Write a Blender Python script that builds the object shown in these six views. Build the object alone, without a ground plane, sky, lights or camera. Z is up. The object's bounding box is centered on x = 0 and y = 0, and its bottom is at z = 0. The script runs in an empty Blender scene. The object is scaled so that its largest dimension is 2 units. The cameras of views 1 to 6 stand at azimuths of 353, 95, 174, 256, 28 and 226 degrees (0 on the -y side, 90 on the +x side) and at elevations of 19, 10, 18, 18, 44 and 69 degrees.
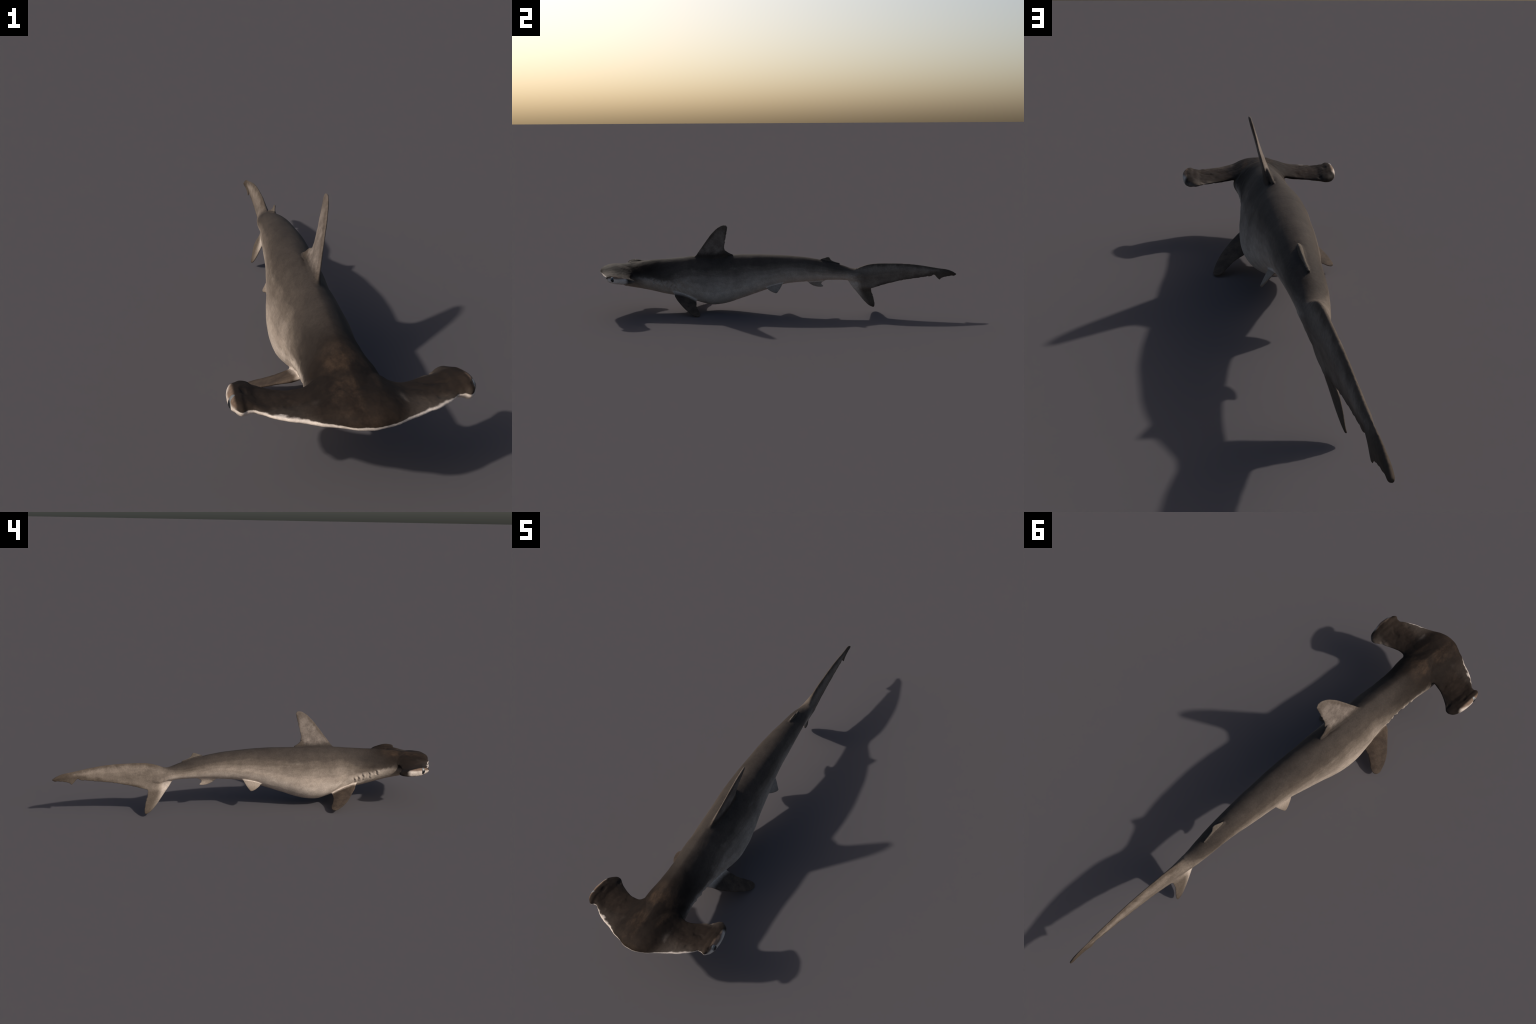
"""Hammerhead shark, built from lofted body, hammer and fin blades, fused into one skin."""
import bpy, bmesh, math, random
import numpy as np
from mathutils import Vector, noise
from mathutils.kdtree import KDTree

random.seed(7)
rng = np.random.default_rng(7)
VOXEL = 0.0021


# ------------------------------------------------------------------ helpers
def curve(xs, ys, x):
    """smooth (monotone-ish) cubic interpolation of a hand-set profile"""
    xs = np.asarray(xs, float); ys = np.asarray(ys, float); x = np.asarray(x, float)
    d = np.diff(ys) / np.diff(xs)
    m = np.zeros_like(ys); m[0] = d[0]; m[-1] = d[-1]
    same = d[1:] * d[:-1] > 0
    h = 2 * d[1:] * d[:-1] / np.where(same, d[1:] + d[:-1], 1)
    m[1:-1] = np.where(same, h, 0)
    i = np.clip(np.searchsorted(xs, x) - 1, 0, len(xs) - 2)
    w = xs[i + 1] - xs[i]; t = np.clip((x - xs[i]) / w, 0, 1)
    return ((2*t**3 - 3*t**2 + 1) * ys[i] + (t**3 - 2*t**2 + t) * w * m[i]
            + (-2*t**3 + 3*t**2) * ys[i+1] + (t**3 - t**2) * w * m[i+1])


def path(points, n):
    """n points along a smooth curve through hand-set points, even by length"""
    p = np.asarray(points, float)
    s = np.concatenate([[0], np.cumsum(np.linalg.norm(np.diff(p, axis=0), axis=1))])
    s /= s[-1]
    # cubic with Catmull tangents
    m = np.gradient(p, s, axis=0)
    x = np.linspace(0, 1, n)
    i = np.clip(np.searchsorted(s, x) - 1, 0, len(s) - 2)
    w = (s[i+1] - s[i])[:, None]; t = ((x - s[i]) / (s[i+1] - s[i]))[:, None]
    return ((2*t**3 - 3*t**2 + 1) * p[i] + (t**3 - 2*t**2 + t) * w * m[i]
            + (-2*t**3 + 3*t**2) * p[i+1] + (t**3 - t**2) * w * m[i+1])


def loft(rings):
    """closed skin over rings (each k points), capped with fans"""
    rings = np.asarray(rings, float)
    n, k, _ = rings.shape
    verts = list(map(tuple, rings.reshape(-1, 3)))
    faces = []
    for i in range(n - 1):
        for j in range(k):
            a = i*k + j; b = i*k + (j+1) % k
            faces.append((a, b, b + k, a + k))
    for base, flip in ((0, True), ((n-1)*k, False)):
        c = len(verts)
        verts.append(tuple(rings[0 if base == 0 else n-1].mean(axis=0)))
        for j in range(k):
            a = base + j; b = base + (j+1) % k
            faces.append((b, a, c) if flip else (a, b, c))
    return verts, faces


def blade(lead, trail, thick, n=60, k=26, ragged=0.0, seed=0, fat=0.35):
    """fin: section from leading edge to trailing edge, swept root to tip.
    thick = half thickness at root ... tip"""
    L = path(lead, n); T = path(trail, n)
    e = T - L; e = e / (np.linalg.norm(e, axis=1)[:, None] + 1e-9) * .0012
    L = L - e; T = T + e
    if ragged:
        s = np.linspace(0, 1, n)
        r = np.array([noise.noise(Vector((x * 22 + seed, seed * 3.1, 0))) +
                      0.6 * noise.noise(Vector((x * 55 + seed, seed, 4))) for x in s])
        c = (T - L); c /= np.linalg.norm(c, axis=1)[:, None] + 1e-9
        T = T + c * (r * ragged * np.sin(np.pi * np.clip(s, 0.04, .97)))[:, None]
    th = curve(np.linspace(0, 1, len(thick)), thick, np.linspace(0, 1, n))
    mid = (L + T) / 2
    span = np.gradient(mid, axis=0)
    ch = T - L
    nrm = np.cross(ch, span)
    nrm /= np.linalg.norm(nrm, axis=1)[:, None] + 1e-12
    # steady the normal along the span
    for _ in range(8):
        nrm[1:-1] = (nrm[:-2] + nrm[1:-1] + nrm[2:]) / 3
    nrm /= np.linalg.norm(nrm, axis=1)[:, None] + 1e-12
    h = k // 2
    u = (1 - np.cos(np.linspace(0, np.pi, h + 1))) / 2
    prof = np.power(u, .5) * np.power(1 - u, .75)
    prof /= prof.max()
    rings = []
    for i in range(n):
        p = th[i] * prof + 0.0015 * np.sqrt(np.clip(u * (1 - u) * 4, 0, 1)) ** .5
        up = L[i] + u[:, None] * ch[i] + p[:, None] * nrm[i]
        dn = L[i] + u[:, None] * ch[i] - p[:, None] * nrm[i]
        rings.append(np.concatenate([up, dn[1:-1][::-1]]))
    return loft(rings)


# ------------------------------------------------------------------ trunk
# along y: top line, bottom line, half width, sideways bend
TRUNK = np.array([
    # y     top    bottom  half   x bend  level  n top n bottom
    (-.935, .2480, .2200, .045, .000, .50, 1.9, 2.0),
    (-.905, .2570, .2110, .068, .000, .45, 1.6, 2.0),
    (-.889, .2595, .1900, .076, .000, .43, 1.55, 2.1),
    (-.872, .2620, .1560, .083, .000, .42, 1.52, 2.0),
    (-.852, .2640, .1400, .0855, .000, .42, 1.51, 1.9),
    (-.828, .2670, .1320, .088, .000, .415, 1.50, 1.8),
    (-.780, .2745, .1250, .0865, -.001, .42, 1.58, 1.7),
    (-.700, .2855, .1085, .0780, -.002, .43, 1.58, 1.7),
    (-.620, .2915, .0910, .0755, -.001, .46, 1.60, 1.8),
    (-.540, .3000, .0790, .0805, -.001, .46, 1.62, 1.98),
    (-.480, .3065, .0650, .0860, -.001, .41, 1.58, 2.04),
    (-.420, .3120, .0455, .0945, -.002, .37, 1.56, 2.08),
    (-.360, .3150, .0335, .0985, -.004, .345, 1.56, 2.05),
    (-.300, .3165, .0390, .0975, -.005, .345, 1.60, 1.95),
    (-.240, .3180, .0550, .0925, -.005, .36, 1.78, 1.88),
    (-.180, .3195, .0765, .0830, -.004, .37, 1.95, 1.84),
    (-.100, .3210, .1060, .0740, -.002, .40, 2.15, 1.88),
    (-.020, .3195, .1350, .0660, .000, .43, 2.20, 1.76),
    (.060, .3150, .1580, .0610, -.001, .455, 2.12, 1.76),
    (.140, .3095, .1680, .0555, .000, .49, 2.00, 1.76),
    (.220, .2990, .1750, .0485, .000, .53, 1.84, 1.76),
    (.300, .2830, .1810, .0415, -.001, .57, 1.72, 1.9),
    (.370, .2630, .1815, .0360, -.003, .60, 1.70, 1.95),
    (.430, .2450, .1760, .0290, -.004, .63, 1.80, 2.1),
    (.480, .2500, .1600, .0220, -.004, .60, 1.9, 2.1),
    (.540, .2600, .1700, .0100, -.003, .55, 2.0, 2.1),
])


def trunk_at(y):
    return [curve(TRUNK[:, 0], TRUNK[:, i], y) for i in range(1, 8)]


def trunk_distance(P):
    """rough signed distance to the trunk, + is outside"""
    t, b, a, x, f, n_top, n_bottom = trunk_at(P[:, 1])
    level = b + f * (t - b)
    Z = P[:, 2] - level
    hz = np.where(Z > 0, t - level, level - b)
    N = np.where(Z > 0, n_top, n_bottom)
    X = np.abs(P[:, 0] - x) / a
    return ((X**N + (np.abs(Z) / hz)**N + 1e-12) ** (1 / N) - 1) * np.sqrt(a * hz)


def make_trunk():
    ys = np.linspace(TRUNK[0, 0], TRUNK[-1, 0], 220)
    th = np.linspace(0, 2*np.pi, 88, endpoint=False)
    rings = []
    t, b, a, x, f, n_top, n_bottom = trunk_at(ys)
    for i, y in enumerate(ys):
        level = b[i] + f[i] * (t[i] - b[i])
        c, s = np.cos(th), np.sin(th)
        n = np.where(s > 0, n_top[i], n_bottom[i])
        hz = np.where(s > 0, t[i] - level, level - b[i])
        X = np.sign(c) * np.abs(c) ** (2/n) * a[i] + x[i]
        Z = np.sign(s) * np.abs(s) ** (2/n) * hz + level
        rings.append(np.stack([X, np.full_like(X, y), Z], 1))
    return loft(rings)


# ------------------------------------------------------------------ hammer
HAMMER = np.array([
    # |x|   front   rear    z front z rear  half thickness
    (.000, -.999, -.760, .2220, .2250, .0355),
    (.025, -.998, -.764, .2220, .2240, .0350),
    (.050, -.990, -.776, .2215, .2200, .0310),
    (.078, -.9775, -.795, .2205, .2140, .0225),
    (.100, -.9665, -.802, .2195, .2080, .0165),
    (.130, -.9540, -.799, .2195, .2040, .0125),
    (.170, -.9330, -.784, .2200, .2035, .0115),
    (.200, -.9110, -.763, .2205, .2040, .0130),
    (.213, -.9000, -.754, .2215, .2050, .0168),
    (.224, -.9010, -.752, .2220, .2055, .0210),
    (.235, -.9060, -.757, .2225, .2060, .0240),
    (.247, -.8950, -.768, .2220, .2080, .0230),
    (.255, -.8800, -.785, .2205, .2100, .0190),
    (.260, -.8600, -.804, .2190, .2135, .0130),
    (.2625, -.8430, -.820, .2180, .2160, .0060),
])


def make_hammer():
    xs = np.concatenate([-HAMMER[::-1, 0], HAMMER[1:, 0]])
    fine = []
    for a, b in zip(xs[:-1], xs[1:]):
        fine += list(np.linspace(a, b, 7)[:-1])
    fine = np.array(fine + [xs[-1]])
    ax = np.abs(fine)
    f, r, zf, zr, hz = (curve(HAMMER[:, 0], HAMMER[:, i], ax) for i in (1, 2, 3, 4, 5))
    th = np.linspace(0, 2*np.pi, 80, endpoint=False)
    rings = []
    for i, x in enumerate(fine):
        fr = f[i] + noise.noise(Vector((x * 26, 3.3, 0))) * .003
        re = r[i] + noise.noise(Vector((x * 34, 9.3, 0))) * .003
        keel = .50 if ax[i] < .08 else (.50 + .40 * min(1, (ax[i] - .08) / .07))
        c = np.cos(th); s = np.sin(th)
        yy = (fr + re)/2 - np.sign(c) * np.abs(c) ** .9 * (re - fr)/2
        u = (yy - fr) / (re - fr)          # 0 front .. 1 rear
        shape = np.sign(s) * np.abs(s) ** .9
        zz = zf[i] + (zr[i] - zf[i]) * u + shape * hz[i] * (1.10 - .30 * u) * np.where(s < 0, keel, 1) - .017 * x
        rings.append(np.stack([np.full_like(yy, x), yy, zz], 1))
    return loft(rings)


# ------------------------------------------------------------------ tail fin
UPPER = np.array([(.400, .225), (.436, .243), (.468, .255), (.490, .2625), (.517, .2700),
                  (.565, .2755), (.630, .2770), (.730, .2740), (.800, .2675), (.868, .2560),
                  (.945, .2445), (.978, .2325), (.999, .2190)])
UNDER = np.array([(.400, .1800), (.420, .168), (.470, .150), (.533, .131), (.556, .1395), (.600, .1535), (.642, .1655),
                  (.690, .1780), (.740, .1875), (.790, .1945), (.840, .2030), (.858, .2035),
                  (.876, .2135), (.892, .1990), (.908, .1840), (.920, .1955), (.940, .2010), (.965, .2065),
                  (.990, .2090), (.999, .2140)])


def make_tail_blade():
    ys = np.linspace(.40, .999, 200)
    up = curve(UPPER[:, 0], UPPER[:, 1], ys)
    un = curve(UNDER[:, 0], UNDER[:, 1], ys)
    rag = np.array([noise.noise(Vector((y * 90, 1.7, 0))) for y in ys]) * .0022
    un = un + np.where(ys > .57, rag, 0)
    thick = curve([.40, .45, .5, .6, .75, .9, .985, .999], [.029, .0255, .0190, .0115, .0080, .0055, .0040, .002], ys)
    cx = curve([.40, .5, .65, .8, .9, 1.0], [-.002, .002, .001, -.003, -.008, -.015], ys)
    tilt = curve([.40, .52, .65, .8, .9, 1.0], [0, .008, .007, .005, .002, .0], ys)
    th = np.linspace(0, 2*np.pi, 48, endpoint=False)
    rings = []
    for i, y in enumerate(ys):
        c, s = np.cos(th), np.sin(th)
        v = (1 + np.sign(s) * np.abs(s) ** .9) / 2         # 0 lower edge .. 1 upper edge
        w = np.abs(c) ** .9 * (.38 + .62 * np.exp(-((v - .62) / .30) ** 2))
        X = cx[i] - tilt[i] * (1 - v) + np.sign(c) * (w * thick[i] + .0016 * np.abs(c) ** .5)
        rings.append(np.stack([X, np.full_like(X, y), un[i] + v * (up[i] - un[i])], 1))
    return loft(rings)


# ------------------------------------------------------------------ fins
def lean(pts, x0, z0, k):
    return [(x0 + k * (z - z0), y, z) for y, z in pts]


FINS = {}
FINS["dorsal_fin"] = blade(
    lean([(-.475, .290), (-.440, .330), (-.422, .354), (-.387, .402), (-.345, .453), (-.309, .4830), (-.285, .4930), (-.275, .4925)], .0085, .31, .335),
    lean([(-.262, .300), (-.284, .345), (-.287, .362), (-.281, .395), (-.273, .434), (-.2675, .464), (-.2655, .483), (-.271, .4920)], .020, .31, .265),
    [.0125, .0085, .0058, .0042, .0030, .0015], ragged=.003, seed=2)
FINS["dorsal_fin_flap"] = blade(
    [(.011, -.330, .300), (.011, -.300, .310), (.009, -.270, .314), (.009, -.246, .3165)],
    [(.022, -.330, .350), (.021, -.289, .347), (.014, -.266, .331), (.009, -.243, .3190)],
    [.006, .005, .004, .0015], n=40)
FINS["dorsal_fin.001"] = blade(
    [(.002, .236, .285), (.005, .252, .299), (.009, .272, .306), (.012, .289, .3110), (.012, .294, .3110)],
    [(-.001, .330, .262), (.003, .318, .276), (.006, .308, .290), (.010, .302, .301), (.012, .297, .3100)],
    [.006, .0045, .0032, .0022, .0012], ragged=.0015, seed=5)
FINS["dorsal_fin.001_flap"] = blade(
    [(.002, .300, .270), (.001, .325, .272), (-.002, .353, .2715)],
    [(.006, .304, .294), (.002, .325, .2825), (-.002, .356, .2740)],
    [.003, .0022, .0010], n=40)
FINS["anal_fin"] = blade(
    [(0, .165, .180), (0, .190, .158), (0, .210, .1470), (-.001, .232, .1405), (-.002, .252, .1400), (-.003, .264, .1420)],
    [(0, .290, .186), (0, .272, .174), (0, .257, .1650), (-.001, .254, .1570), (-.002, .260, .1500), (-.003, .265, .1440)],
    [.006, .0045, .0035, .0028, .0022, .0012])
for side, nm, w in ((-1, "pelvic_fin", .97), (1, "pelvic_fin.001", .88)):
    side *= w
    FINS[nm] = blade(
        [(side*.020, -.072, .150), (side*.044, -.055, .138), (side*.060, -.032, .1255), (side*.071, -.010, .1170), (side*.076, .003, .1145)],
        [(side*.018, .068, .186), (side*.034, .050, .1700), (side*.050, .034, .1500), (side*.066, .020, .1285), (side*.076, .010, .1160)],
        [.0065, .0052, .004, .0028, .0015], ragged=.0015, seed=9)
FINS["pectoral_fin"] = blade(      # left
    [(-.035, -.590, .130), (-.072, -.571, .107), (-.122, -.529, .077), (-.162, -.489, .0510), (-.184, -.450, .0310), (-.191, -.426, .0215), (-.190, -.417, .0205)],
    [(-.020, -.440, .082), (-.062, -.437, .067), (-.094, -.438, .058), (-.130, -.424, .0415), (-.158, -.407, .0280), (-.180, -.406, .0205), (-.187, -.411, .0200)],
    [.012, .0095, .007, .005, .0035, .0025, .0015], ragged=.003, seed=11)
FINS["pectoral_fin.001"] = blade(  # right
    [(.035, -.590, .130), (.070, -.571, .102), (.119, -.529, .064), (.154, -.486, .0320), (.171, -.450, .0090), (.174, -.430, .0020), (.172, -.419, .0012)],
    [(.020, -.440, .085), (.056, -.440, .066), (.080, -.440, .054), (.104, -.436, .0410), (.131, -.420, .0220), (.156, -.408, .0040), (.167, -.411, .0015)],
    [.012, .0095, .007, .005, .0035, .0025, .0015], ragged=.003, seed=12)
FINS["caudal_lower"] = blade(
    [(-.003, .395, .200), (-.003, .406, .174), (-.010, .433, .136), (-.022, .465, .0940), (-.035, .502, .0490), (-.044, .532, .0230), (-.047, .547, .0170)],
    [(-.004, .560, .160), (-.010, .5355, .134), (-.024, .5340, .112), (-.033, .542, .0900), (-.040, .551, .0550), (-.044, .5545, .0300), (-.047, .553, .0190)],
    [.011, .008, .0058, .0045, .0035, .0025, .0012], ragged=.0015, seed=15)

SOURCES = {"trunk": make_trunk(), "hammer": make_hammer(), "caudal_upper": make_tail_blade(), **FINS}

# ------------------------------------------------------------------ fuse
verts, faces = [], []
for v, f in SOURCES.values():
    o = len(verts); verts += v
    faces += [tuple(i + o for i in q) for q in f]
me = bpy.data.meshes.new("raw")
me.from_pydata(verts, [], faces); me.update()
bm = bmesh.new(); bm.from_mesh(me)
bmesh.ops.recalc_face_normals(bm, faces=bm.faces); bm.to_mesh(me); bm.free()
raw = bpy.data.objects.new("raw", me)
bpy.context.scene.collection.objects.link(raw)
md = raw.modifiers.new("remesh", 'REMESH'); md.mode = 'VOXEL'; md.voxel_size = VOXEL; md.adaptivity = 0
dg = bpy.context.evaluated_depsgraph_get()
fused = bpy.data.meshes.new_from_object(raw.evaluated_get(dg))
bpy.data.objects.remove(raw)

nv = len(fused.vertices)
P = np.empty(nv*3); fused.vertices.foreach_get("co", P); P = P.reshape(-1, 3)
ne = len(fused.edges)
E = np.empty(ne*2, int); fused.edges.foreach_get("vertices", E); E = E.reshape(-1, 2)
deg = np.bincount(E.ravel(), minlength=nv).astype(float)[:, None]
deg[deg == 0] = 1


def laplace(P):
    S = np.zeros_like(P)
    for c in range(3):
        S[:, c] = (np.bincount(E[:, 0], P[E[:, 1], c], nv) + np.bincount(E[:, 1], P[E[:, 0], c], nv))
    return S / deg - P


for _ in range(12):                     # Taubin: takes the voxel steps out, keeps volume
    P = P + .55 * laplace(P)
    P = P - .57 * laplace(P)

# fillets where fins and hammer grow out of the trunk
ROOTS = [((-.465, .01, .310), (-.315, .01, .316), .013, 1), ((.24, .003, .296), (.30, .0, .286), .005, 1),
         ((.17, 0, .170), (.28, 0, .180), .007, 1),
         ((-.055, -.045, .140), (.05, -.035, .168), .010, 1), ((-.055, .045, .140), (.05, .035, .168), .010, 1),
         ((-.57, -.072, .106), (-.44, -.062, .076), .015, 1), ((-.57, .068, .104), (-.44, .058, .070), .015, 1),
         ((-.80, -.098, .215), (-.93, -.075, .225), .025, 1), ((-.80, .098, .215), (-.93, .075, .225), .025, 1),
         ((.42, -.003, .175), (.53, -.004, .135), .012, 1), ((.42, 0, .250), (.45, 0, .246), .012, 1)]
W = np.zeros(nv)
for a, b, rad, k in ROOTS:
    a = np.array((a[1], a[0], a[2])); b = np.array((b[1], b[0], b[2])); d = b - a
    t = np.clip(((P - a) @ d) / (d @ d), 0, 1)
    q = np.linalg.norm(P - (a + t[:, None] * d), axis=1)
    W = np.maximum(W, k * np.exp(-(q / rad) ** 2))
for _ in range(45):
    P = P + (W * .6)[:, None] * laplace(P)

# ------------------------------------------------------------------ relief
fused.vertices.foreach_set("co", P.ravel()); fused.update()
NRM = np.empty(nv*3); fused.vertices.foreach_get("normal", NRM); NRM = NRM.reshape(-1, 3)


def smoothstep(a, b, x):
    t = np.clip((x - a) / (b - a), 0, 1); return t*t*(3 - 2*t)


off = .0010 * smoothstep(.012, .003, trunk_distance(P)) * (P[:, 1] < .45)
headness = smoothstep(-.62, -.80, P[:, 1])
wing = smoothstep(.09, .15, np.abs(P[:, 0])) * headness
n1 = np.array([noise.fractal(Vector((p[0]*9, p[1]*9, p[2]*9)), 1, 2, 3) for p in P])
n2 = np.array([noise.fractal(Vector((p[0]*45, p[1]*30, p[2]*45 + 7)), 1, 2, 2) for p in P])
n3 = np.array([noise.fractal(Vector((p[0]*20 + 5, p[1]*20, p[2]*20)), 1, 2, 4) for p in P])
off += n1 * .0012 + n2 * (.0003 + .0010 * wing) + n3 * .0016 * headness
# pits and creases of the shrunken hammer skin
pits = np.array([noise.noise(Vector((p[0]*42 + 3, p[1]*42, p[2]*42))) if w > .02 else 0 for p, w in zip(P, wing)])
off -= wing * .0020 * smoothstep(.25, .65, pits)
# rolled rim over each eye with a groove inboard of it, on the top side
ax = np.abs(P[:, 0])
rim_line = .246 - .30 * np.clip(P[:, 1] + .80, 0, .2) ** 1.0 * .2
up = smoothstep(.0, .5, NRM[:, 2])
inlobe = smoothstep(-.77, -.80, P[:, 1])
off += up * inlobe * (.0015 * np.exp(-((ax - .246) / .008) ** 2) - .0016 * np.exp(-((ax - .225) / .007) ** 2)) * headness

# gill slits: five leaning cuts per side with a swollen flap in front
GILLS = [(-.681, .1750, .015, .0065), (-.641, .1640, .021, .0030), (-.605, .1570, .024, .0034), (-.580, .1480, .020, .0030), (-.557, .1430, .020, .0028)]
side_ok = (np.abs(NRM[:, 0]) > .2) & (ax < .12)
for gy, gz, gh, gd in GILLS:
    v = (P[:, 2] - gz) / gh
    line = gy + .004 * v + .003 * v * v + .0015 * np.sin(P[:, 2] * 260 + gy * 90)
    d = P[:, 1] - line
    fade = smoothstep(1.1, .3, np.abs(v)) * side_ok
    off -= fade * gd * np.exp(-(d / .0052) ** 2)
    off += fade * .0035 * np.exp(-((d + .010) / .007) ** 2)

# mouth: a crescent crease on the underside of the head, lips swollen round it
r = np.hypot(P[:, 0] / .056, (P[:, 1] + .845) / .050)
under = smoothstep(-.2, -.6, NRM[:, 2]) * smoothstep(-.830, -.85, P[:, 1]) * (P[:, 2] < .21)
off -= under * .010 * np.exp(-((r - 1) / .13) ** 2)
off += under * .004 * np.exp(-((r - .72) / .18) ** 2)
# nostril grooves along the front edge
front = smoothstep(.2, .7, -NRM[:, 1]) * smoothstep(.10, .15, ax) * smoothstep(.225, .205, ax) * headness
off -= front * .002 * np.exp(-((P[:, 2] - .213 + .016 * P[:, 0]) / .004) ** 2)
# loose folds of skin between gills and pectoral fins
fold_zone = (smoothstep(-.72, -.66, P[:, 1]) * smoothstep(-.40, -.48, P[:, 1]) * smoothstep(.08, .11, P[:, 2])
             * smoothstep(.25, .20, P[:, 2]) * smoothstep(.03, .06, ax))
folds = np.array([noise.fractal(Vector((p[0]*14, (p[1] + .6*p[2])*34, (p[2] - .3*p[1])*11)), 1, 2, 3) if w > .02 else 0 for p, w in zip(P, fold_zone)])
off += fold_zone * folds * .0032
P = P + off[:, None] * NRM
# open mouth: a hollow pushed back into the face of the jaw
gape = smoothstep(1.0, .55, np.hypot(P[:, 0] / .050, (P[:, 2] - .180 + 2.2 * P[:, 0]**2) / .017))
gape = gape * (NRM[:, 1] < -.15) * (P[:, 1] < -.850) * (P[:, 1] > -.915)
P[:, 1] += .034 * gape
P[:, 1] *= 2.0 / (P[:, 1].max() - P[:, 1].min())
P[:, 1] -= (P[:, 1].max() + P[:, 1].min()) / 2
P[:, 0] -= (P[:, 0].max() + P[:, 0].min()) / 2
fused.vertices.foreach_set("co", P.ravel()); fused.update()
N2 = np.empty(nv*3); fused.vertices.foreach_get("normal", N2); N2 = N2.reshape(-1, 3)

# ------------------------------------------------------------------ regions
kd = KDTree(sum(len(v) for k, (v, f) in SOURCES.items() if k not in ("trunk", "hammer")))
tags, c = [], 0
for name, (v, f) in SOURCES.items():
    if name in ("trunk", "hammer"):
        continue
    for p in v:
        kd.insert(p, c); tags.append(name); c += 1
kd.balance()
tdist = trunk_distance(P)
REGION = {"dorsal_fin_flap": "dorsal_fin", "dorsal_fin.001_flap": "dorsal_fin.001",
          "caudal_upper": "caudal_fin", "caudal_lower": "caudal_fin"}
nf = len(fused.polygons)
FV = [tuple(p.vertices) for p in fused.polygons]
region = []
for fv in FV:
    cpt = P[list(fv)].mean(axis=0)
    y = cpt[1]; x = abs(cpt[0])
    base = "head" if y < -.665 else ("torso" if y < .10 else ("tail" if y < .445 else "caudal_fin"))
    if base != "head" and y < .60 and (tdist[list(fv)].mean() > .007):
        co, idx, dist = kd.find(Vector(cpt))
        if dist < .014:
            t = tags[idx]; base = REGION.get(t, t)
            if base == "caudal_fin" and cpt[2] > .19 and y < .445:
                base = "tail"
    region.append(base)
region = np.array(region)

# ------------------------------------------------------------------ materials
def new_mat(name):
    m = bpy.data.materials.new(name); m.use_nodes = True
    nt = m.node_tree
    return m, nt, nt.nodes["Principled BSDF"]


class G:
    """small helper for node graphs"""
    def __init__(s, nt): s.nt = nt
    def n(s, t, **kw):
        x = s.nt.nodes.new(t)
        for k, v in kw.items(): setattr(x, k, v)
        return x
    def put(s, sock, v):
        if isinstance(v, bpy.types.NodeSocket): s.nt.links.new(v, sock)
        else: sock.default_value = v
    def m(s, op, a, b=0.0, c=0.0, clamp=False):
        x = s.n("ShaderNodeMath", operation=op, use_clamp=clamp)
        for i, v in enumerate((a, b, c)): s.put(x.inputs[i], v)
        return x.outputs[0]
    def step(s, v, a, b):
        x = s.n("ShaderNodeMapRange", interpolation_type='SMOOTHSTEP')
        s.put(x.inputs[0], v); s.put(x.inputs[1], a); s.put(x.inputs[2], b)
        return x.outputs[0]
    def mix(s, f, a, b):
        x = s.n("ShaderNodeMix", data_type='RGBA')
        s.put(x.inputs[0], f)
        for sock, v in ((x.inputs[6], a), (x.inputs[7], b)):
            s.put(sock, (*v, 1) if isinstance(v, tuple) else v)
        return x.outputs[2]
    def mul(s, f, a, b):
        x = s.n("ShaderNodeMix", data_type='RGBA', blend_type='MULTIPLY')
        s.put(x.inputs[0], f); s.put(x.inputs[6], a); s.put(x.inputs[7], (*b, 1) if isinstance(b, tuple) else b)
        return x.outputs[2]
    def noise(s, vec, scale, detail=4, rough=.55, stretch=None):
        if stretch:
            mp = s.n("ShaderNodeMapping"); s.put(mp.inputs[0], vec); mp.inputs[3].default_value = stretch
            vec = mp.outputs[0]
        x = s.n("ShaderNodeTexNoise"); s.put(x.inputs["Vector"], vec)
        x.inputs["Scale"].default_value = scale; x.inputs["Detail"].default_value = detail
        x.inputs["Roughness"].default_value = rough
        return x.outputs["Fac"]
    def ramp(s, v, pts):
        """float curve: pts in 0..1"""
        x = s.n("ShaderNodeFloatCurve")
        c = x.mapping.curves[0]
        c.points[0].location = pts[0]; c.points[1].location = pts[-1]
        for p in pts[1:-1]: c.points.new(*p)
        x.mapping.update(); s.put(x.inputs["Value"], v)
        return x.outputs[0]


# skin tones from the underside (0) to the ridge of the back (1)
TONES = [(.00, (.545, .462, .398)), (.25, (.485, .406, .346)), (.42, (.335, .274, .226)), (.54, (.212, .172, .141)),
         (.67, (.118, .094, .076)), (.82, (.062, .0495, .0410)), (1.0, (.042, .0340, .0290))]
HEAD_DARK = (.0150, .0108, .0085)
TAN = (.080, .050, .031)
EDGE = (.62, .53, .46)
FIN = (.215, .178, .145)
FIN_DARK = (.060, .045, .034)


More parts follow.
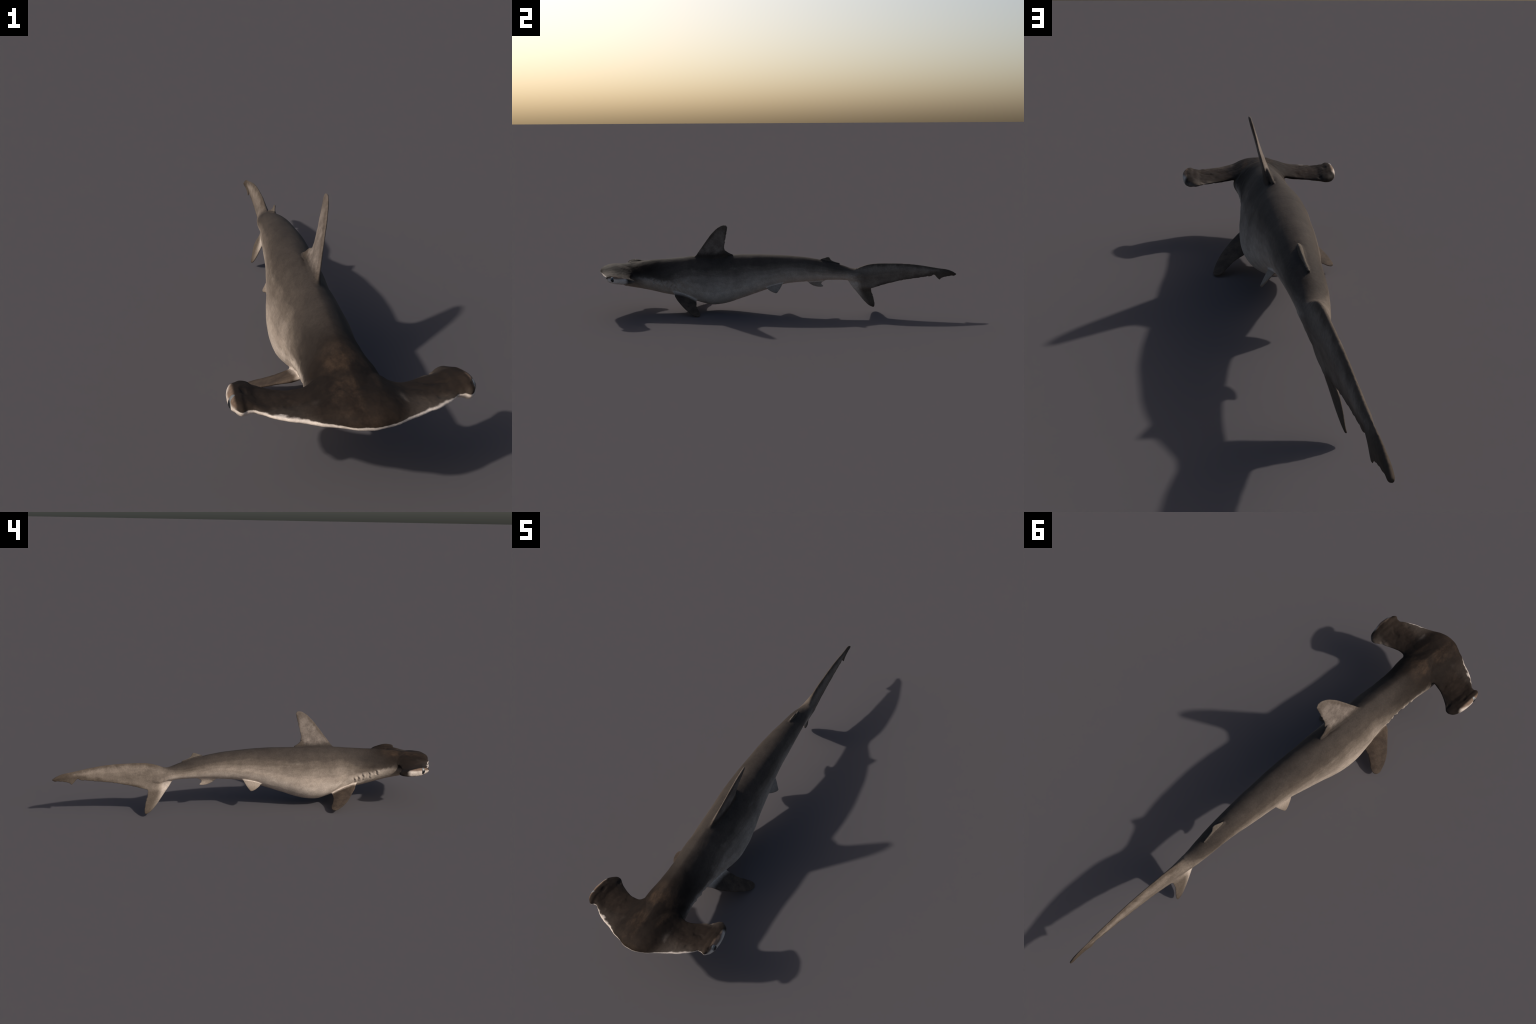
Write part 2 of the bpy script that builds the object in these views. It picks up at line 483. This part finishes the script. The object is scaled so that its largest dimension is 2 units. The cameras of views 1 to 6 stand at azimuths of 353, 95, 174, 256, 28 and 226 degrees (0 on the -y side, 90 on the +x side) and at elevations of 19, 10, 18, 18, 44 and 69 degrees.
def skin_material(kind):
    m, nt, bsdf = new_mat("shark_skin_" + kind)
    g = G(nt)
    tc = g.n("ShaderNodeTexCoord"); obj = tc.outputs["Object"]
    sp = g.n("ShaderNodeSeparateXYZ"); g.put(sp.inputs[0], obj)
    x, y, z = sp.outputs
    ax = g.m('ABSOLUTE', x)
    big = g.noise(obj, 6, 4, .6)
    mid = g.noise(obj, 26, 5, .65)
    streak = g.noise(obj, 20, 6, .68, (1, .20, 1))
    fine = g.noise(obj, 170, 3, .6)
    bigc = g.m('SUBTRACT', big, .5); midc = g.m('SUBTRACT', mid, .5); strc = g.m('SUBTRACT', streak, .5)
    yn = g.m('MULTIPLY_ADD', y, .5, .5)                     # -1..1 -> 0..1
    # ridge and keel heights along the body (x 0.4 m)
    top = [((r[0] + 1) / 2, r[1] / .4) for r in TRUNK[::2] if r[0] < .45]
    bot = [((r[0] + 1) / 2, r[2] / .4) for r in TRUNK[::2] if r[0] < .45]
    zt = g.m('MULTIPLY', g.ramp(yn, [(0, .60)] + top + [(.75, .66), (.7825, .689), (.865, .685), (.934, .64), (.9725, .611), (1, .55)]), .4)
    zl = g.m('MULTIPLY', g.ramp(yn, [(0, .52)] + bot + [(.80, .36), (1, .40)]), .4)
    h = g.m('DIVIDE', g.m('SUBTRACT', z, zl), g.m('SUBTRACT', zt, zl))
    head = g.step(y, -.48, -.66)
    tail = g.step(y, .40, .50)
    wob = g.m('ADD', g.m('MULTIPLY', bigc, .24), g.m('MULTIPLY', strc, .28))
    hw = g.m('ADD', g.m('ADD', h, wob), g.m('MULTIPLY_ADD', head, .24, .0))
    # tail fin: mid tones, darker only to its edges
    hw = g.m('ADD', g.m('MULTIPLY', hw, g.m('SUBTRACT', 1.0, tail)),
             g.m('MULTIPLY', tail, g.m('ADD', .59, g.m('MULTIPLY', wob, .8))))
    rp = g.n("ShaderNodeValToRGB"); rp.color_ramp.interpolation = 'EASE'
    el = rp.color_ramp.elements
    el[0].position = 0; el[0].color = (*TONES[0][1], 1); el[1].position = 1; el[1].color = (*TONES[-1][1], 1)
    for p, c in TONES[1:-1]:
        e = el.new(p); e.color = (*c, 1)
    g.put(rp.inputs[0], hw)
    col = rp.outputs[0]
    # the head is darker brown above
    hd = g.m('MULTIPLY', g.step(g.m('ADD', y, g.m('MULTIPLY', bigc, .2)), -.52, -.80), g.step(hw, .58, .92))
    col = g.mix(hd, col, HEAD_DARK)

    if kind == "tail":
        # dark upper and lower border of the tail fin, dusky tip
        dt = g.m('SUBTRACT', zt, z)
        col = g.mix(g.m('MULTIPLY', g.step(g.m('ADD', dt, g.m('MULTIPLY', midc, .03)), .024, .002), g.m('MULTIPLY', tail, .8)), col, FIN_DARK)
        under = g.m('ADD', z, g.m('MULTIPLY_ADD', midc, .02, g.m('MULTIPLY_ADD', y, -.24, -.015)))
        low = g.m('MULTIPLY', g.step(under, .020, -.004), g.m('MULTIPLY', g.step(y, .54, .58), .75))
        col = g.mix(low, col, FIN_DARK)
        col = g.mix(g.m('MULTIPLY', g.step(g.m('ADD', y, g.m('MULTIPLY', midc, .06)), .90, .99), .85), col, FIN_DARK)
        lobe = g.m('MULTIPLY', g.step(z, .14, .11), .7)
        trail = g.step(g.m('ADD', g.m('SUBTRACT', y, g.m('MULTIPLY_ADD', z, -.55, .535)), g.m('MULTIPLY', midc, .03)), -.012, .022)
        col = g.mix(g.m('MULTIPLY', lobe, .6), col, FIN)
        col = g.mix(g.m('MULTIPLY', g.m('MULTIPLY', g.step(z, .15, .12), trail), .75), col, FIN_DARK)
        col = g.mix(g.m('MULTIPLY', g.step(z, .05, .02), .6), col, FIN_DARK)
    if kind == "dorsal":
        over = g.step(g.m('SUBTRACT', g.m('ADD', z, g.m('MULTIPLY', midc, .02)), zt), .0, .035)
        col = g.mix(over, col, g.mix(g.step(mid, .35, .65), (.146, .119, .101), (.186, .153, .131)))
        tipd = g.step(g.m('ADD', z, g.m('MULTIPLY', midc, .03)), .435, .495)
        # darker border along the sloping front edge and the upright rear edge
        fe = g.m('SUBTRACT', y, g.m('MULTIPLY_ADD', z, 1.0 / 1.22, -.711))
        re = g.m('SUBTRACT', g.m('MULTIPLY_ADD', z, .14, -.333), y)
        bord = g.m('MAXIMUM', g.step(g.m('ADD', fe, g.m('MULTIPLY', midc, .02)), .020, .002), g.step(g.m('ADD', re, g.m('MULTIPLY', midc, .02)), .018, .0))
        col = g.mix(g.m('MULTIPLY', g.m('MAXIMUM', tipd, bord), .6), col, FIN_DARK)
    if kind == "small_dorsal":
        col = g.mix(.55, col, (.150, .122, .096))
    if kind == "pectoral":
        out = g.step(g.m('ADD', ax, g.m('MULTIPLY', midc, .02)), .058, .080)
        col = g.mix(.5, col, (.42, .34, .28))
        col = g.mix(out, col, g.mix(g.step(mid, .35, .65), (.050, .037, .029), (.066, .048, .036)))
    if kind == "ventral":
        col = g.mix(.75, col, (.185, .146, .115))
        out = g.step(g.m('ADD', ax, g.m('MULTIPLY', midc, .02)), .050, .078)
        col = g.mix(g.m('MULTIPLY', out, .7), col, (.115, .088, .067))
    if kind in ("body", "head"):
        # scuffed pale scratches along the flank
        scr = g.m('MULTIPLY', g.step(g.noise(obj, 38, 6, .7, (1, .30, .8)), .54, .72), g.m('MULTIPLY', g.step(h, .9, .55), g.step(y, -.62, -.52)))
        col = g.mix(g.m('MULTIPLY', scr, .20), col, (.40, .35, .30))
        # pale throat / gill patch, its upper border falling to the pectoral fin
        gz = g.m('ADD', g.m('SUBTRACT', z, g.m('MULTIPLY_ADD', y, -.16, .076)), g.m('MULTIPLY', midc, .05))
        gill = g.m('MULTIPLY', g.m('MULTIPLY', g.step(y, -.80, -.70), g.step(g.m('ADD', y, g.m('MULTIPLY', midc, .1)), -.50, -.56)), g.step(gz, .012, -.012))
        col = g.mix(g.m('MULTIPLY', gill, .75), col, (.47, .395, .335))
    if kind == "head":
        # tan patches on the neck and head
        tanp = g.m('MULTIPLY', g.step(g.noise(obj, 9, 6, .66, (1, .5, 1)), .46, .66), g.m('MULTIPLY', g.step(y, -.70, -.79), g.step(ax, .13, .07)))
        tanp = g.m('MULTIPLY', tanp, g.step(z, .20, .235))
        col = g.mix(g.m('MULTIPLY', tanp, .5), col, TAN)
        # hammer: dark above, pale below its mid plane
        wing = g.m('MAXIMUM', g.m('MULTIPLY', g.step(y, -.785, -.800), g.step(ax, .085, .10)), g.step(y, -.915, -.935))
        wcol = g.mix(g.step(big, .35, .7), HEAD_DARK, (.029, .0200, .0146))
        col = g.mix(g.m('MULTIPLY', wing, .9), col, wcol)
        col = g.mix(g.m('MULTIPLY', tanp, g.m('MULTIPLY', wing, .3)), col, TAN)
        plane = g.m('MULTIPLY_ADD', x, .017, z)
        edge = g.m('SUBTRACT', y, g.m('ADD', g.m('MULTIPLY_ADD', ax, .36, -1.002), g.m('MULTIPLY', g.m('MULTIPLY', ax, ax), .4)))
        thr = g.m('MULTIPLY_ADD', g.step(edge, .008, .045), -.030, .2240)
        rim = g.m('MULTIPLY', wing, g.step(g.m('SUBTRACT', g.m('ADD', plane, g.m('ADD', g.m('MULTIPLY', midc, .008), g.m('MULTIPLY', bigc, .012))), thr), .0015, -.0015))
        col = g.mix(rim, col, EDGE)
        lobe = g.m('MULTIPLY', g.step(y, -.775, -.800), g.step(g.m('ADD', ax, g.m('MULTIPLY', midc, .012)), .243, .253))
        lid = g.mix(g.step(plane, .222, .232), EDGE, (.185, .125, .090))
        col = g.mix(g.m('MULTIPLY', lobe, .9), col, lid)
        # pink mouth
        mr = g.m('SQRT', g.m('ADD', g.m('POWER', g.m('DIVIDE', x, .056), 2), g.m('POWER', g.m('DIVIDE', g.m('ADD', y, .845), .050), 2)))
        mouth = g.m('MULTIPLY', g.m('MULTIPLY', g.step(mr, 1.30, 1.05), g.step(y, -.84, -.87)), g.step(z, .200, .19))
        col = g.mix(g.m('MULTIPLY', mouth, .7), col, (.38, .17, .14))
        gr = g.m('SQRT', g.m('ADD', g.m('POWER', g.m('DIVIDE', x, .050), 2), g.m('POWER', g.m('DIVIDE', g.m('SUBTRACT', g.m('MULTIPLY_ADD', g.m('MULTIPLY', x, x), 2.2, z), .180), .017), 2)))
        gape = g.m('MULTIPLY', g.step(gr, .85, .60), g.m('MULTIPLY', g.step(y, -.80, -.82), g.step(y, -.915, -.905)))
        col = g.mix(g.m('MULTIPLY', gape, .9), col, (.085, .026, .022))
    # mottling
    col = g.mul(1.0, col, g.mix(g.step(mid, .3, .7), (.87, .865, .86), (1.11, 1.11, 1.10)))
    col = g.mul(1.0, col, g.mix(g.step(fine, .3, .7), (.90, .90, .90), (1.09, 1.09, 1.09)))
    g.put(bsdf.inputs["Base Color"], col)
    g.put(bsdf.inputs["Roughness"], g.m('MULTIPLY_ADD', mid, .2, .62))
    bsdf.inputs["Specular IOR Level"].default_value = .06
    bp = g.n("ShaderNodeBump"); bp.inputs["Strength"].default_value = .35; bp.inputs["Distance"].default_value = .002
    g.put(bp.inputs["Height"], g.m('ADD', streak, g.m('MULTIPLY', fine, .4)))
    nt.links.new(bp.outputs[0], bsdf.inputs["Normal"])
    return m


def eye_material(name, col, rough):
    m, nt, bsdf = new_mat(name)
    g = G(nt)
    tc = g.n("ShaderNodeTexCoord")
    f = g.noise(tc.outputs["Object"], 90, 3)
    g.put(bsdf.inputs["Base Color"], g.mix(f, tuple(c * .85 for c in col), tuple(min(1, c * 1.15) for c in col)))
    bsdf.inputs["Roughness"].default_value = rough
    return m


SKINS = {k: skin_material(k) for k in ("body", "head", "tail", "dorsal", "small_dorsal", "pectoral", "ventral")}
SKIN_OF = {"head": "head", "torso": "body", "tail": "tail", "caudal_fin": "tail", "dorsal_fin": "dorsal",
           "dorsal_fin.001": "small_dorsal", "pectoral_fin": "pectoral", "pectoral_fin.001": "pectoral",
           "pelvic_fin": "ventral", "pelvic_fin.001": "ventral", "anal_fin": "ventral"}
EYE = eye_material("eyeball_grey", (.150, .150, .146), .3)
PUPIL = eye_material("pupil_black", (.010, .011, .013), .15)

# ------------------------------------------------------------------ objects
root = bpy.data.objects.new("hammerhead_shark", None)
root["label"] = "brown-grey hammerhead shark with pale belly and tall dorsal fin"
root["category"] = "shark"
bpy.context.scene.collection.objects.link(root)


def add_object(name, mesh, parent, mat):
    o = bpy.data.objects.new(name, mesh)
    bpy.context.scene.collection.objects.link(o)
    o.parent = parent
    mesh.materials.clear(); mesh.materials.append(mat)
    return o


FVarr = FV
for name in ["head", "torso", "tail", "caudal_fin", "dorsal_fin", "dorsal_fin.001", "pectoral_fin", "pectoral_fin.001",
             "pelvic_fin", "pelvic_fin.001", "anal_fin"]:
    ids = np.nonzero(region == name)[0]
    used = np.unique(np.concatenate([FVarr[i] for i in ids]))
    remap = np.full(nv, -1); remap[used] = np.arange(len(used))
    m2 = bpy.data.meshes.new(name)
    m2.from_pydata(P[used].tolist(), [], [tuple(int(remap[j]) for j in FVarr[i]) for i in ids])
    m2.update()
    m2.polygons.foreach_set("use_smooth", [True] * len(m2.polygons))
    m2.normals_split_custom_set_from_vertices(N2[used].tolist())
    add_object(name, m2, root, SKINS[SKIN_OF[name]])


def ellipsoid(name, center, radii, tilt, mat, parent):
    bm = bmesh.new()
    bmesh.ops.create_uvsphere(bm, u_segments=32, v_segments=20, radius=1)
    for v in bm.verts:
        c = Vector((v.co.x * radii[0], v.co.y * radii[1], v.co.z * radii[2]))
        cy, sy = math.cos(tilt), math.sin(tilt)
        v.co = Vector((c.x, c.y * cy - c.z * sy, c.y * sy + c.z * cy)) + Vector(center)
    for f in bm.faces: f.smooth = True
    m2 = bpy.data.meshes.new(name); bm.to_mesh(m2); bm.free()
    return add_object(name, m2, parent, mat)


for side in (-1, 1):
    ez = .2215 - .020 * side * .26
    e = ellipsoid("eye", (side * .2478, -.862, ez), (.0120, .0160, .0180), .35, EYE, root)
    ellipsoid("pupil", (side * .2520, -.862, ez - .001), (.0090, .0118, .0142), .35, PUPIL, e)

bpy.data.meshes.remove(fused)
